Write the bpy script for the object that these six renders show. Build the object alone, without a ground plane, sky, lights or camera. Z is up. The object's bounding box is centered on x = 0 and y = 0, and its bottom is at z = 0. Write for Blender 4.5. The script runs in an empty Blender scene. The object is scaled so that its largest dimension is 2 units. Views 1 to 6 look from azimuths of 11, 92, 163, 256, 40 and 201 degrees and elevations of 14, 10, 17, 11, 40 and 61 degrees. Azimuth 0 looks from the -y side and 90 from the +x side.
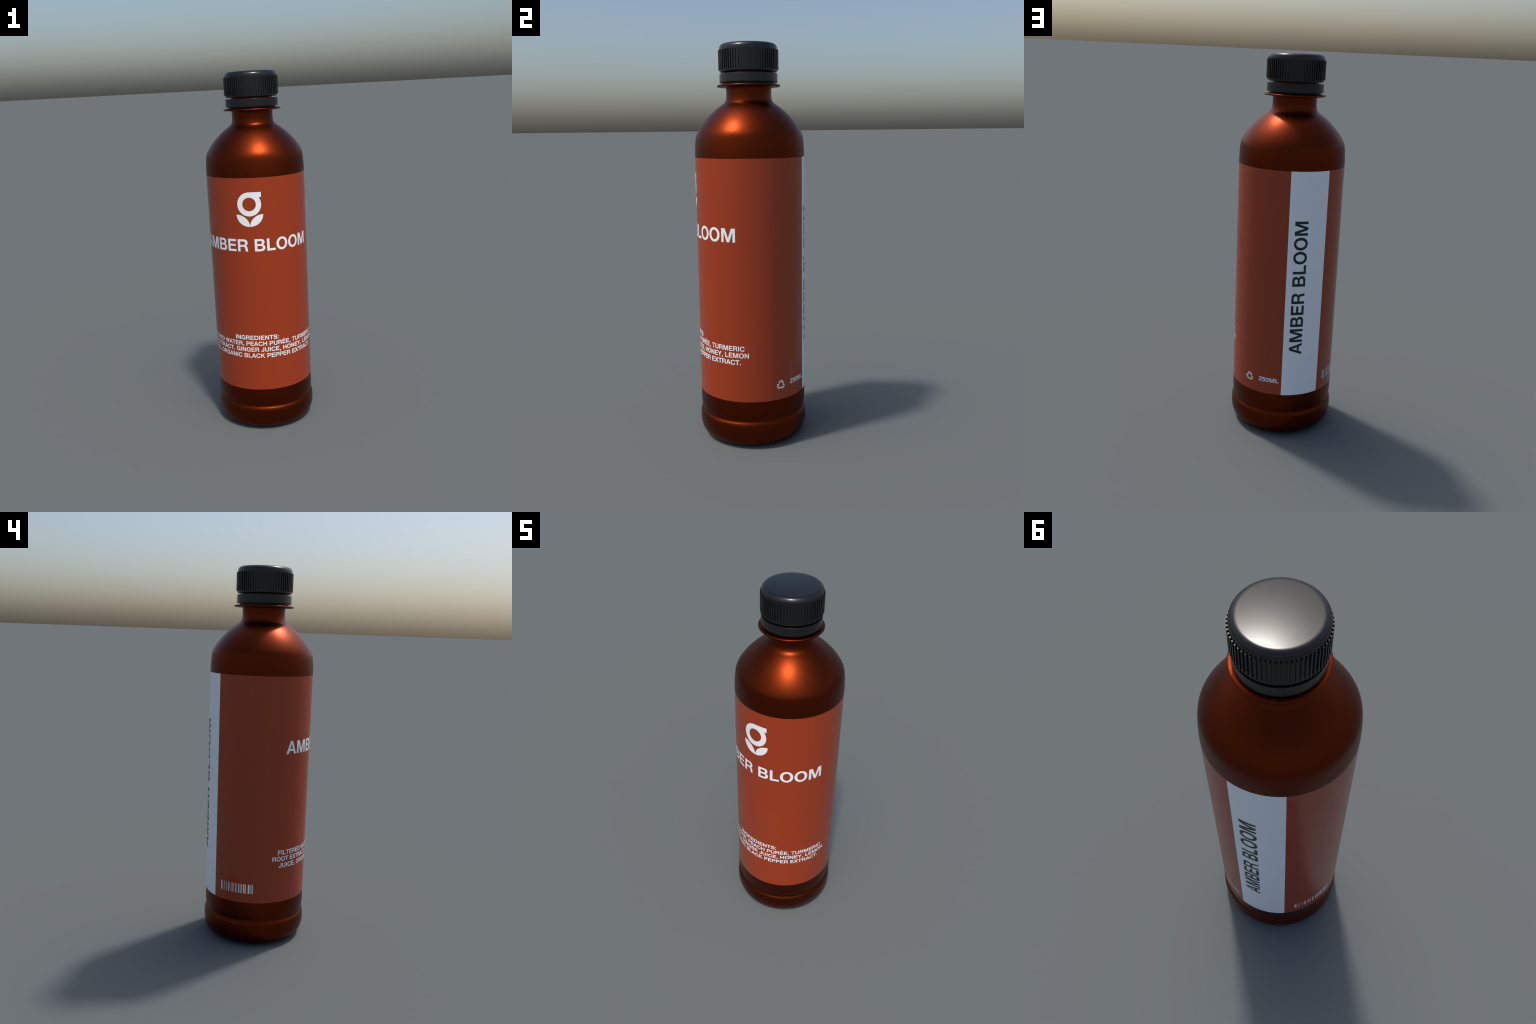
"""Amber juice bottle: lathed body with shoulder, neck flange and moulded foot,
ribbed black screw cap with tamper ring, printed wrap-around label."""
import math
import bpy
import bmesh
from mathutils import Matrix, Vector

SEGMENTS = 256          # divisions of every turned part
R_WALL = 0.2742         # straight wall of the bottle
R_LABEL = 0.2741        # outer face of the label
R_PRINT = R_LABEL + 0.0005
LABEL_LOW, LABEL_HIGH = 0.2525, 1.4528
PANEL_START, PANEL_END = 162.6, 205.9     # degrees round from the front (-y), towards +x
FRONT = 2.3                               # bearing of the middle of the front print


# ------------------------------------------------------------------ materials
def principled(name, colour, roughness, metallic=0.0, specular=0.5, grain=0.0, grain_scale=300.0, variation=0.0,
               coat=0.0, coat_roughness=0.1, ior=1.5):
    m = bpy.data.materials.new(name)
    m.use_nodes = True
    nodes, links = m.node_tree.nodes, m.node_tree.links
    b = nodes["Principled BSDF"]
    b.inputs["Base Color"].default_value = (*colour, 1)
    b.inputs["Roughness"].default_value = roughness
    b.inputs["Metallic"].default_value = metallic
    b.inputs["Specular IOR Level"].default_value = specular
    b.inputs["IOR"].default_value = ior
    b.inputs["Coat Weight"].default_value = coat
    b.inputs["Coat Roughness"].default_value = coat_roughness
    coord = nodes.new("ShaderNodeTexCoord")
    noise = nodes.new("ShaderNodeTexNoise")
    noise.inputs["Scale"].default_value = grain_scale
    noise.inputs["Detail"].default_value = 3.0
    links.new(coord.outputs["Object"], noise.inputs["Vector"])
    if variation:
        ramp = nodes.new("ShaderNodeValToRGB")
        lo = [c * (1 - variation) for c in colour]
        hi = [min(1.0, c * (1 + variation)) for c in colour]
        ramp.color_ramp.elements[0].color = (*lo, 1)
        ramp.color_ramp.elements[1].color = (*hi, 1)
        links.new(noise.outputs["Fac"], ramp.inputs["Fac"])
        links.new(ramp.outputs["Color"], b.inputs["Base Color"])
    if grain:
        bump = nodes.new("ShaderNodeBump")
        bump.inputs["Strength"].default_value = grain
        bump.inputs["Distance"].default_value = 0.0005
        links.new(noise.outputs["Fac"], bump.inputs["Height"])
        links.new(bump.outputs["Normal"], b.inputs["Normal"])
    return m


AMBER = principled("amber_plastic", (0.135, 0.020, 0.005), 0.38, metallic=1.0)
BLACK = principled("black_cap_plastic", (0.007, 0.0072, 0.0075), 0.26, variation=0.03)
TERRACOTTA = principled("terracotta_label_film", (0.33, 0.040, 0.0075), 0.25, specular=0.6, variation=0.01)
WHITE_FILM = principled("white_label_film", (0.93, 0.935, 0.94), 0.4)
WHITE_INK = principled("white_ink", (0.92, 0.925, 0.935), 0.4)
GREEN_INK = principled("dark_green_ink", (0.008, 0.023, 0.020), 0.4, variation=0.02)


# ------------------------------------------------------------------ helpers
def add_object(name, mesh, parent, material):
    mesh.materials.clear()
    mesh.materials.append(material)
    o = bpy.data.objects.new(name, mesh)
    bpy.context.scene.collection.objects.link(o)
    o.parent = parent
    return o


def polar(r, degrees, z):
    a = math.radians(degrees)
    return (r * math.sin(a), -r * math.cos(a), z)


def smooth_profile(points, steps=8):
    """Monotone-tangent (Hermite) curve through (r, z) control points."""
    pts = [Vector(p) for p in points]
    n = len(pts)
    length = [(pts[i + 1] - pts[i]).length for i in range(n - 1)]
    tang = []
    for i in range(n):
        if i == 0:
            tang.append((pts[1] - pts[0]) / length[0])
        elif i == n - 1:
            tang.append((pts[-1] - pts[-2]) / length[-1])
        else:
            a, b = length[i - 1], length[i]
            tang.append(((pts[i] - pts[i - 1]) / a * b + (pts[i + 1] - pts[i]) / b * a) / (a + b))
    out = []
    for i in range(n - 1):
        for k in range(steps):
            t = k / steps
            h = length[i]
            out.append(pts[i] * (2 * t**3 - 3 * t**2 + 1) + tang[i] * h * (t**3 - 2 * t**2 + t)
                       + pts[i + 1] * (-2 * t**3 + 3 * t**2) + tang[i + 1] * h * (t**3 - t**2))
    out.append(pts[-1])
    return [(p.x, p.y) for p in out]


def bezier(a, b, c, d, steps):
    a, b, c, d = (Vector(p) for p in (a, b, c, d))
    pts = (a * (1 - t)**3 + b * 3 * t * (1 - t)**2 + c * 3 * t * t * (1 - t) + d * t**3
           for t in (k / steps for k in range(steps + 1)))
    return [(p.x, p.y) for p in pts]


def relax(profile, width, step=0.0025):
    """Even out a profile's curvature: resample it and average over a Gaussian window; the ends stay put."""
    out, left = [profile[0]], step
    for a, b in zip(profile, profile[1:]):
        run = math.dist(a, b)
        done = 0.0
        while run - done >= left:
            done += left
            out.append((a[0] + (b[0] - a[0]) * done / run, a[1] + (b[1] - a[1]) * done / run))
            left = step
        left -= run - done
    out.append(profile[-1])
    soft, last = [], len(out) - 1
    for i in range(last + 1):
        reach = min(i, last - i, int(2.5 * width / step))
        w = [math.exp(-0.5 * (k * step / width) ** 2) for k in range(-reach, reach + 1)]
        soft.append(tuple(sum(wk * out[i + k][axis] for k, wk in zip(range(-reach, reach + 1), w)) / sum(w) for axis in (0, 1)))
    return soft


def arc(cr, cz, rr, rz, start, end, steps=10):
    """Elliptical arc in the (r, z) plane, angles in degrees."""
    return [(cr + rr * math.cos(math.radians(start + (end - start) * k / steps)),
             cz + rz * math.sin(math.radians(start + (end - start) * k / steps))) for k in range(steps + 1)]


def turn(name, profile, parent, material, closed=False, sharp=35.0):
    """Lathe an (r, z) profile about the z axis; r = 0 ends become poles."""
    clean = [profile[0]]
    for p in profile[1:]:
        if math.dist(p, clean[-1]) > 1e-6:
            clean.append(p)
    bm = bmesh.new()
    rings = []
    for r, z in clean:
        if r < 1e-6:
            rings.append([bm.verts.new((0, 0, z))])
        else:
            rings.append([bm.verts.new(polar(r, 360.0 * i / SEGMENTS, z)) for i in range(SEGMENTS)])
    pairs = list(zip(rings, rings[1:]))
    if closed:
        pairs.append((rings[-1], rings[0]))
    for a, b in pairs:
        for i in range(SEGMENTS):
            j = (i + 1) % SEGMENTS
            ring = [a[i % len(a)], a[j % len(a)], b[j % len(b)], b[i % len(b)]]
            face = [v for k, v in enumerate(ring) if v not in ring[:k]]
            if len(face) > 2:
                bm.faces.new(face)
    bmesh.ops.recalc_face_normals(bm, faces=bm.faces)
    mesh = bpy.data.meshes.new(name)
    bm.to_mesh(mesh)
    bm.free()
    mesh.shade_smooth()
    mesh.set_sharp_from_angle(angle=math.radians(sharp))
    return add_object(name, mesh, parent, material)


def sleeve(name, start, end, low, high, parent, material, thickness=0.0012):
    """Film wrapped on the wall between two bearings, with real thickness."""
    steps = max(8, int(SEGMENTS * (end - start) / 360.0))
    inner = R_LABEL - thickness
    bm = bmesh.new()
    rows = []
    for i in range(steps + 1):
        d = start + (end - start) * i / steps
        rows.append([bm.verts.new(polar(r, d, z)) for r, z in
                     ((inner, low), (R_LABEL, low), (R_LABEL, high), (inner, high))])
    for a, b in zip(rows, rows[1:]):
        for k in range(4):
            m = (k + 1) % 4
            bm.faces.new((a[k], b[k], b[m], a[m]))
    bm.faces.new(rows[0])
    bm.faces.new(rows[-1][::-1])
    bmesh.ops.recalc_face_normals(bm, faces=bm.faces)
    mesh = bpy.data.meshes.new(name)
    bm.to_mesh(mesh)
    bm.free()
    mesh.shade_smooth()
    mesh.set_sharp_from_angle(angle=math.radians(35))
    return add_object(name, mesh, parent, material)


# ------------------------------------------------------------------ lettering
# A bold grotesque drawn on a 1000-unit em.  A contour is a list of nodes:
#   (x, y) straight to; (x, y, "h"/"v") quarter bow leaving horizontally / vertically;
#   (x1, y1, x2, y2, x, y) free curve.
def oval(x0, y0, x1, y1):
    cx, cy = (x0 + x1) / 2, (y0 + y1) / 2
    return [(cx, y1), (x1, cy, "h"), (cx, y0, "v"), (x0, cy, "h"), (cx, y1, "v")]


def box(x0, y0, x1, y1):
    return [(x0, y0), (x0, y1), (x1, y1), (x1, y0)]


E_BODY = [(66, 0), (66, 714), (603, 714), (603, 584), (214, 584), (214, 430), (571, 430), (571, 308),
          (214, 308), (214, 130), (611, 130), (611, 0)]

GLYPHS = {
    "A": (685, [[(-2, 0), (262, 714), (425, 714), (686, 0), (529, 0), (474, 159), (208, 159), (153, 0)],
                [(247, 274), (341, 546), (435, 274)]]),
    "B": (704, [[(66, 0), (66, 714), (424, 714), (630, 541, "h"), (630, 455, 592, 402, 535, 376),
                 (617, 352, 666, 290, 666, 203), (426, 0, "v")],
                [(214, 592), (400, 592), (486, 508, "h"), (396, 424, "v"), (214, 424)],
                [(214, 312), (408, 312), (516, 216, "h"), (410, 122, "v"), (214, 122)]]),
    "C": (741, [[(704, 469), (690, 630, 560, 731, 390, 731), (34, 357, "h"), (390, -17, "v"),
                 (575, -17, 695, 90, 708, 262), (562, 262), (550, 165, 485, 112, 390, 112),
                 (186, 357, "h"), (388, 602, "v"), (478, 602, 545, 545, 558, 469)]]),
    "D": (741, [[(66, 0), (66, 714), (370, 714), (702, 362, "h"), (372, 0, "v")],
                [(214, 586), (355, 586), (550, 352, "h"), (360, 128, "v"), (214, 128)]]),
    "E": (648, [E_BODY]),
    "\u00c9": (648, [E_BODY, [(250, 762), (325, 905), (490, 905), (352, 762)]]),
    "F": (593, [[(66, 0), (66, 714), (572, 714), (572, 582), (214, 582), (214, 417), (522, 417), (522, 295),
                 (214, 295), (214, 0)]]),
    "G": (759, [[(700, 480), (680, 640, 550, 731, 395, 731), (34, 357, "h"), (390, -17, "v"),
                 (470, -17, 532, 18, 582, 82), (596, 0), (690, 0), (690, 385), (393, 385), (393, 270),
                 (555, 270), (545, 170, 485, 112, 395, 112), (186, 357, "h"), (393, 602, "v"),
                 (470, 602, 540, 560, 556, 480)]]),
    "H": (741, [[(66, 0), (66, 714), (214, 714), (214, 440), (527, 440), (527, 714), (675, 714), (675, 0),
                 (527, 0), (527, 308), (214, 308), (214, 0)]]),
    "I": (295, [box(73, 0, 222, 714)]),
    "J": (556, [[(494, 714), (346, 714), (346, 230), (346, 150, 320, 112, 258, 112),
                 (190, 112, 166, 160, 166, 260), (24, 260), (24, 210), (24, 60, 110, -17, 255, -17),
                 (410, -17, 494, 60, 494, 215)]]),
    "K": (722, [[(66, 0), (66, 714), (214, 714), (214, 418), (492, 714), (677, 714), (399, 434), (704, 0),
                 (519, 0), (298, 330), (214, 246), (214, 0)]]),
    "L": (593, [[(66, 0), (66, 714), (214, 714), (214, 130), (573, 130), (573, 0)]]),
    "M": (907, [[(66, 0), (66, 714), (283, 714), (453, 212), (624, 714), (841, 714), (841, 0), (699, 0),
                 (699, 512), (524, 0), (383, 0), (208, 512), (208, 0)]]),
    "N": (741, [[(66, 0), (66, 714), (222, 714), (533, 236), (533, 714), (675, 714), (675, 0), (519, 0),
                 (208, 479), (208, 0)]]),
    "O": (778, [oval(34, -17, 744, 731), oval(187, 110, 591, 604)]),
    "P": (667, [[(66, 0), (66, 714), (400, 714), (640, 485, "h"), (400, 254, "v"), (214, 254), (214, 0)],
                [(214, 588), (375, 588), (496, 485, "h"), (375, 380, "v"), (214, 380)]]),
    "R": (722, [[(66, 0), (66, 714), (452, 714), (660, 518, "h"), (660, 430, 620, 370, 545, 344),
                 (612, 322, 640, 270, 646, 190), (650, 110, 650, 34, 686, 0), (538, 0),
                 (515, 40, 512, 140, 500, 200), (488, 262, 455, 276, 380, 276), (214, 276), (214, 0)],
                [(214, 592), (412, 592), (512, 492, "h"), (408, 392, "v"), (214, 392)]]),
    "S": (649, [[(30, 236), (180, 236), (180, 150, 245, 108, 330, 108), (410, 108, 470, 140, 470, 200),
                 (470, 262, 390, 285, 300, 308), (150, 345, 54, 390, 54, 520), (54, 655, 180, 731, 325, 731),
                 (490, 731, 606, 650, 608, 500), (458, 500), (452, 580, 400, 606, 318, 606),
                 (255, 606, 204, 580, 204, 535), (204, 480, 260, 468, 390, 435), (530, 400, 624, 350, 624, 212),
                 (624, 75, 510, -17, 325, -17), (150, -17, 30, 75, 30, 236)]]),
    "T": (611, [[(231, 0), (231, 582), (17, 582), (17, 714), (594, 714), (594, 582), (380, 582), (380, 0)]]),
    "U": (741, [[(66, 714), (66, 255), (66, 80, 180, -17, 371, -17), (560, -17, 675, 80, 675, 255), (675, 714),
                 (527, 714), (527, 262), (527, 165, 480, 112, 371, 112), (262, 112, 214, 160, 214, 262),
                 (214, 714)]]),
    "W": (944, [[(8, 714), (160, 714), (270, 228), (395, 714), (548, 714), (676, 228), (784, 714), (936, 714),
                 (756, 0), (606, 0), (471, 528), (342, 0), (190, 0)]]),
    "X": (667, [[(4, 0), (236, 372), (17, 714), (191, 714), (336, 480), (477, 714), (642, 714), (423, 371),
                 (662, 0), (484, 0), (332, 250), (174, 0)]]),
    "Y": (667, [[(260, 0), (260, 276), (-4, 714), (170, 714), (335, 428), (498, 714), (671, 714), (408, 272),
                 (408, 0)]]),
    ",": (278, [[(65, 0), (65, 148), (213, 148), (213, 10), (213, -80, 160, -140, 70, -160), (70, -90),
                 (115, -78, 140, -45, 140, 0)]]),
    ".": (278, [box(65, 0, 213, 148)]),
    ":": (278, [box(65, 0, 213, 148), box(65, 380, 213, 528)]),
    "0": (556, [oval(26, -14, 530, 714), oval(168, 104, 388, 596)]),
    "2": (556, [[(32, 0), (514, 0), (514, 127), (230, 127), (260, 180, 340, 225, 400, 270),
                 (470, 325, 520, 390, 520, 492), (520, 625, 425, 714, 285, 714), (130, 714, 38, 610, 40, 450),
                 (178, 450), (178, 545, 215, 596, 275, 596), (335, 596, 378, 555, 378, 490),
                 (378, 400, 300, 355, 215, 300), (110, 230, 35, 150, 32, 0)]]),
    "5": (556, [[(95, 709), (489, 709), (489, 592), (199, 592), (182, 460), (215, 492, 255, 505, 305, 505),
                 (440, 505, 526, 405, 526, 255), (526, 95, 415, -14, 268, -14), (130, -14, 32, 60, 26, 198),
                 (168, 198), (176, 140, 215, 104, 268, 104), (335, 104, 384, 160, 384, 245),
                 (384, 330, 340, 388, 268, 388), (222, 388, 192, 372, 168, 338), (41, 338)]]),
    " ": (278, []),
}


def trace(contour, bow_steps=9):
    """Turn contour nodes into a closed polyline."""
    pts = [Vector(contour[0][:2])]
    for node in contour[1:]:
        p = pts[-1]
        if len(node) == 2:
            pts.append(Vector(node))
            continue
        if len(node) == 3:
            q, k = Vector(node[:2]), 0.58
            if node[2] == "h":
                c1, c2 = Vector((p.x + (q.x - p.x) * k, p.y)), Vector((q.x, q.y + (p.y - q.y) * k))
            else:
                c1, c2 = Vector((p.x, p.y + (q.y - p.y) * k)), Vector((q.x + (p.x - q.x) * k, q.y))
        else:
            c1, c2, q = Vector(node[0:2]), Vector(node[2:4]), Vector(node[4:6])
        for i in range(1, bow_steps + 1):
            t = i / bow_steps
            pts.append(p * (1 - t)**3 + c1 * 3 * t * (1 - t)**2 + c2 * 3 * t * t * (1 - t) + q * t**3)
    if (pts[0] - pts[-1]).length < 1e-6:
        pts.pop()
    return pts


def set_line(text):
    """Contours of a line of text in em units, with its ink extent in x."""
    x, out = 0.0, []
    for ch in text:
        advance, contours = GLYPHS[ch]
        for c in contours:
            out.append([(v + Vector((x, 0))) / 1000.0 for v in trace(c)])
        x += advance
    xs = [v.x for c in out for v in c]
    return out, min(xs), max(xs)


def print_on_wall(name, contours, parent, material, step=1.4):
    """Fill flat contours given as (degrees, z) and wrap them on the label."""
    curve = bpy.data.curves.new(name, "CURVE")
    curve.dimensions = "2D"
    curve.fill_mode = "BOTH"
    unit = math.radians(1.0) * R_PRINT
    for c in contours:
        sp = curve.splines.new("POLY")
        sp.points.add(len(c) - 1)
        for p, (d, z) in zip(sp.points, c):
            p.co = (d * unit, z, 0, 1)
        sp.use_cyclic_u = True
    helper = bpy.data.objects.new(name + "_outline", curve)
    bpy.context.scene.collection.objects.link(helper)
    flat = bpy.data.meshes.new_from_object(helper.evaluated_get(bpy.context.evaluated_depsgraph_get()))
    bpy.data.objects.remove(helper)
    bpy.data.curves.remove(curve)
    bm = bmesh.new()
    bm.from_mesh(flat)
    bpy.data.meshes.remove(flat)
    bmesh.ops.remove_doubles(bm, verts=bm.verts, dist=1e-7)
    xs = [v.co.x for v in bm.verts]
    lo, hi = min(xs), max(xs)
    k = 1
    while lo + k * step * unit < hi:
        bmesh.ops.bisect_plane(bm, geom=bm.verts[:] + bm.edges[:] + bm.faces[:], dist=1e-7,
                               plane_co=(lo + k * step * unit, 0, 0), plane_no=(1, 0, 0))
        k += 1
    for v in bm.verts:
        v.co = polar(R_PRINT, v.co.x / unit, v.co.y)
    for f in bm.faces:
        c = f.calc_center_median()
        f.normal_update()
        if f.normal.x * c.x + f.normal.y * c.y < 0:
            f.normal_flip()
    mesh = bpy.data.meshes.new(name)
    bm.to_mesh(mesh)
    bm.free()
    mesh.shade_smooth()
    mesh.normals_split_custom_set_from_vertices([Vector((v.co.x, v.co.y, 0)).normalized() for v in mesh.vertices])
    return add_object(name, mesh, parent, material)


def line_round(text, left, right, baseline, cap):
    """A line of text running round the wall between two bearings."""
    contours, x0, x1 = set_line(text)
    k = (right - left) / (x1 - x0)
    return [[(left + (v.x - x0) * k, baseline + v.y * cap / 0.714) for v in c] for c in contours]


def line_up(text, low, high, baseline, cap):
    """A line of text climbing the wall, cap tops towards lower bearings."""
    contours, x0, x1 = set_line(text)
    k = (high - low) / (x1 - x0)
    return [[(baseline - v.y * cap / 0.714, low + (v.x - x0) * k) for v in c] for c in contours]


# ------------------------------------------------------------------ the bottle
bottle = bpy.data.objects.new("juice_bottle", None)
bpy.context.scene.collection.objects.link(bottle)
bottle["label"] = "amber juice bottle with terracotta label and black cap"
bottle["category"] = "bottle"

foot = [(0.0, 0.030), (0.10, 0.026), (0.175, 0.010)] + smooth_profile([
    (0.198, 0.003), (0.212, 0.0), (0.230, 0.003), (0.2507, 0.0139), (0.2667, 0.0318), (0.2759, 0.0568),
    (0.2795, 0.084), (0.2796, 0.095), (0.2791, 0.109), (0.2781, 0.122), (0.2768, 0.1292), (0.2745, 0.1350),
    (0.2712, 0.1397), (0.2691, 0.1436), (0.2684, 0.1490), (0.2693, 0.1556), (0.2714, 0.1635), (0.2729, 0.1730), (R_WALL, 0.190)], 8)
R_SEAT = R_LABEL - 0.0006      # shallow recess the label sits in
wall = ([(R_WALL, 0.215), (R_WALL, 0.245), (R_WALL, LABEL_LOW - 0.0003)]
        + [(R_SEAT, LABEL_LOW - 0.0003 + (LABEL_HIGH - LABEL_LOW + 0.0006) * k / 12) for k in range(13)]
        + [(R_WALL, LABEL_HIGH + 0.0003)])
shoulder = (relax([(R_WALL, LABEL_HIGH + 0.0010), (R_WALL, 1.455)]
                  + bezier((R_WALL, 1.455), (R_WALL, 1.4913), (0.2702, 1.5448), (0.2668, 1.5591), 18)
                  + bezier((0.2668, 1.5591), (0.2600, 1.5861), (0.2110, 1.6568), (0.1428, 1.7026), 36), 0.010)
            + bezier((0.1428, 1.7026), (0.1200, 1.7173), (0.1118, 1.724), (0.1118, 1.760), 18)
            + bezier((0.1118, 1.775), (0.1118, 1.786), (0.1130, 1.7915), (0.1180, 1.7935), 8))
finish = [(0.1120, 1.7960), (0.1115, 1.960), (0.090, 1.966), (0.0, 1.966)]
body = turn("bottle_body", foot + wall + shoulder + finish, bottle, AMBER, sharp=40)

flange = ([(0.1090, 1.7922), (0.1500, 1.7937), (0.1528, 1.7940)] + arc(0.1530, 1.7987, 0.0039, 0.0046, -85, 85, 10)
          + [(0.1528, 1.8034), (0.1500, 1.8039), (0.1090, 1.8080)])
turn("neck_flange", flange, bottle, AMBER, closed=True, sharp=40)

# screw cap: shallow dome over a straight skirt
R_SKIRT, R_RIB = 0.1429, 0.1484
RIB_LOW, RIB_HIGH = 1.8752, 1.9690
dome = [(0.0, 2.0), (0.1188, 2.0)] + arc(0.1188, 1.9766, 0.0241, 0.0234, 76.5, 0, 14)
skirt = [(R_SKIRT, 1.9755), (R_SKIRT, 1.960), (R_SKIRT, 1.874), (R_SKIRT, 1.8720)] + bezier((R_SKIRT, 1.8705), (R_SKIRT, 1.8665), (0.1405, 1.8650), (0.1355, 1.8632), 6)
inside = [(0.1180, 1.8632), (0.1180, 1.9800), (0.0, 1.9800)]
cap = turn("screw_cap", dome + skirt + inside, bottle, BLACK, sharp=40)

RIBS = 64
rib_mesh = bpy.data.meshes.new("grip_rib")
bm = bmesh.new()
half = math.degrees(0.0026 / R_RIB)
rows = []
for z, drop in ((RIB_LOW, 0.0), (RIB_HIGH, 0.0)):
    ring = [polar(R_SKIRT - 0.002, -half * 1.15, z), polar(R_RIB - 0.0010, -half * 1.05, z),
            polar(R_RIB, -half * 0.72, z), polar(R_RIB, half * 0.72, z),
            polar(R_RIB - 0.0010, half * 1.05, z), polar(R_SKIRT - 0.002, half * 1.15, z)]
    rows.append([bm.verts.new(p) for p in ring])
for i in range(6):
    j = (i + 1) % 6
    bm.faces.new((rows[0][i], rows[0][j], rows[1][j], rows[1][i]))
bm.faces.new(rows[0][::-1])
bm.faces.new(rows[1])
bmesh.ops.recalc_face_normals(bm, faces=bm.faces)
bm.to_mesh(rib_mesh)
bm.free()
first_rib = add_object("grip_rib", rib_mesh, cap, BLACK)
for i in range(1, RIBS):
    rib = first_rib.copy()
    rib.rotation_euler = (0, 0, math.tau * i / RIBS)
    bpy.context.scene.collection.objects.link(rib)

ring = ([(0.1180, 1.8563)] + arc(0.1427, 1.8553, 0.0010, 0.0010, 90, 0, 4)
        + [(0.1437, 1.8535), (0.1437, 1.8190)] + arc(0.1412, 1.8155, 0.0025, 0.0025, 0, -90, 5) + [(0.1290, 1.8130), (0.1280, 1.8075), (0.1180, 1.8075)])
turn("tamper_ring", ring, bottle, BLACK, closed=True, sharp=40)

# ------------------------------------------------------------------ label and print
label = sleeve("wrap_label", PANEL_END - 360.0, PANEL_START, LABEL_LOW, LABEL_HIGH, bottle, TERRACOTTA)
panel = sleeve("label_panel", PANEL_START, PANEL_END, LABEL_LOW, LABEL_HIGH, label, WHITE_FILM)

NAME = "AMBER BLOOM"
print_on_wall("name_lettering", line_round(NAME, -72.9, 77.4, 1.0565, 0.0674), label, WHITE_INK)
print_on_wall("panel_lettering", line_up(NAME, 0.4885, 1.2053, 183.3, math.degrees(0.0676 / R_LABEL)), label, GREEN_INK)

ingredients = [
    ("INGREDIENTS:", -23.5, 28.4, 0.5507),
    ("FILTERED WATER, PEACH PUR\u00c9E, TURMERIC", -78.1, 85.2, 0.5156),
    ("ROOT EXTRACT, GINGER JUICE, HONEY, LEMON", -84.6, 89.6, 0.4808),
    ("JUICE, ORGANIC BLACK PEPPER EXTRACT.", -76.4, 81.2, 0.4450),
]
for text, left, right, base in ingredients:
    print_on_wall("ingredient_lettering", line_round(text, left, right, base, 0.0253), label, WHITE_INK)

print_on_wall("volume_lettering", line_round("250ML", 136.5, 159.8, 0.3206, 0.0250), label, WHITE_INK)

# emblem: a flower whose head is a ring with a squared tab, above two leaves
DEG = 1.0 / (math.radians(1.0) * R_LABEL)     # degrees per metre round the label
EX, EZ = 1.95, 1.3128                          # emblem centre (bearing, height)
R_HEAD, R_HOLE = 0.0644, 0.0363
head = []
for k in range(61):                            # round from the tab notch, clockwise underneath, up to the crown
    a = math.radians(35.5 - (35.5 + 270.0) * k / 60)
    head.append((R_HEAD * math.cos(a), R_HEAD * math.sin(a)))
head += [(0.0657, R_HEAD), (0.0657, 0.0374)]
hole = [(R_HOLE * math.cos(math.tau * k / 48), R_HOLE * math.sin(math.tau * k / 48)) for k in range(48)]
print_on_wall("emblem_ring", [[(EX + x * DEG, EZ + z) for x, z in c] for c in (head, hole)], label, WHITE_INK)
LEAF_W, LEAF_H, LEAF_Z = 0.0718, 0.0664, 1.1920
for side in (-1, 1):
    leaf = [(math.sin(math.pi / 2 * k / 24), 1 - math.cos(math.pi / 2 * k / 24)) for k in range(25)]
    leaf += [(1 - math.sin(math.pi / 2 * k / 24), math.cos(math.pi / 2 * k / 24)) for k in range(1, 24)]
    print_on_wall("emblem_leaf", [[(EX + 0.1 + side * (0.0004 + x * LEAF_W) * DEG, LEAF_Z + z * LEAF_H) for x, z in leaf]],
                  label, WHITE_INK)

# barcode: bars as (start, width) in degrees
bars = [(-144.2, 0.95), (-142.8, 0.3), (-141.85, 0.25), (-139.95, 0.5), (-136.6, 0.5), (-133.95, 1.2), (-130.5, 0.4),
        (-129.3, 0.4), (-128.25, 0.25), (-127.5, 0.3), (-125.15, 1.2), (-121.65, 1.15), (-119.0, 1.25), (-116.25, 1.15), (-114.8, 0.15),
        (-114.2, 1.15), (-110.9, 1.9), (-108.6, 0.15), (-107.95, 0.35), (-106.6, 1.25)]
print_on_wall("barcode", [[(d, 0.3042), (d, 0.3555), (d + w, 0.3555), (d + w, 0.3042)] for d, w in bars], label, WHITE_INK)

# recycling mark: a folded arrow and its tail, three times round
arrow = [(-0.10, 0.93), (0.02, 0.99), (0.24, 0.97), (0.45, 0.66), (0.66, 0.72), (0.54, 0.25), (0.10, 0.37), (0.24, 0.46)]
tail = [(-0.56, 0.48), (-0.33, 0.90), (-0.24, 0.93), (-0.09, 0.66), (-0.24, 0.28)]
mark = []
for turn_by in range(3):
    ca, sa = math.cos(math.tau / 3 * turn_by), math.sin(math.tau / 3 * turn_by)
    for shape in (arrow, tail):
        mark.append([(123.95 + (x * ca - y * sa) * 0.0248 * DEG, 0.3280 + (x * sa + y * ca) * 0.0255) for x, y in shape])
print_on_wall("recycling_mark", mark, label, WHITE_INK)
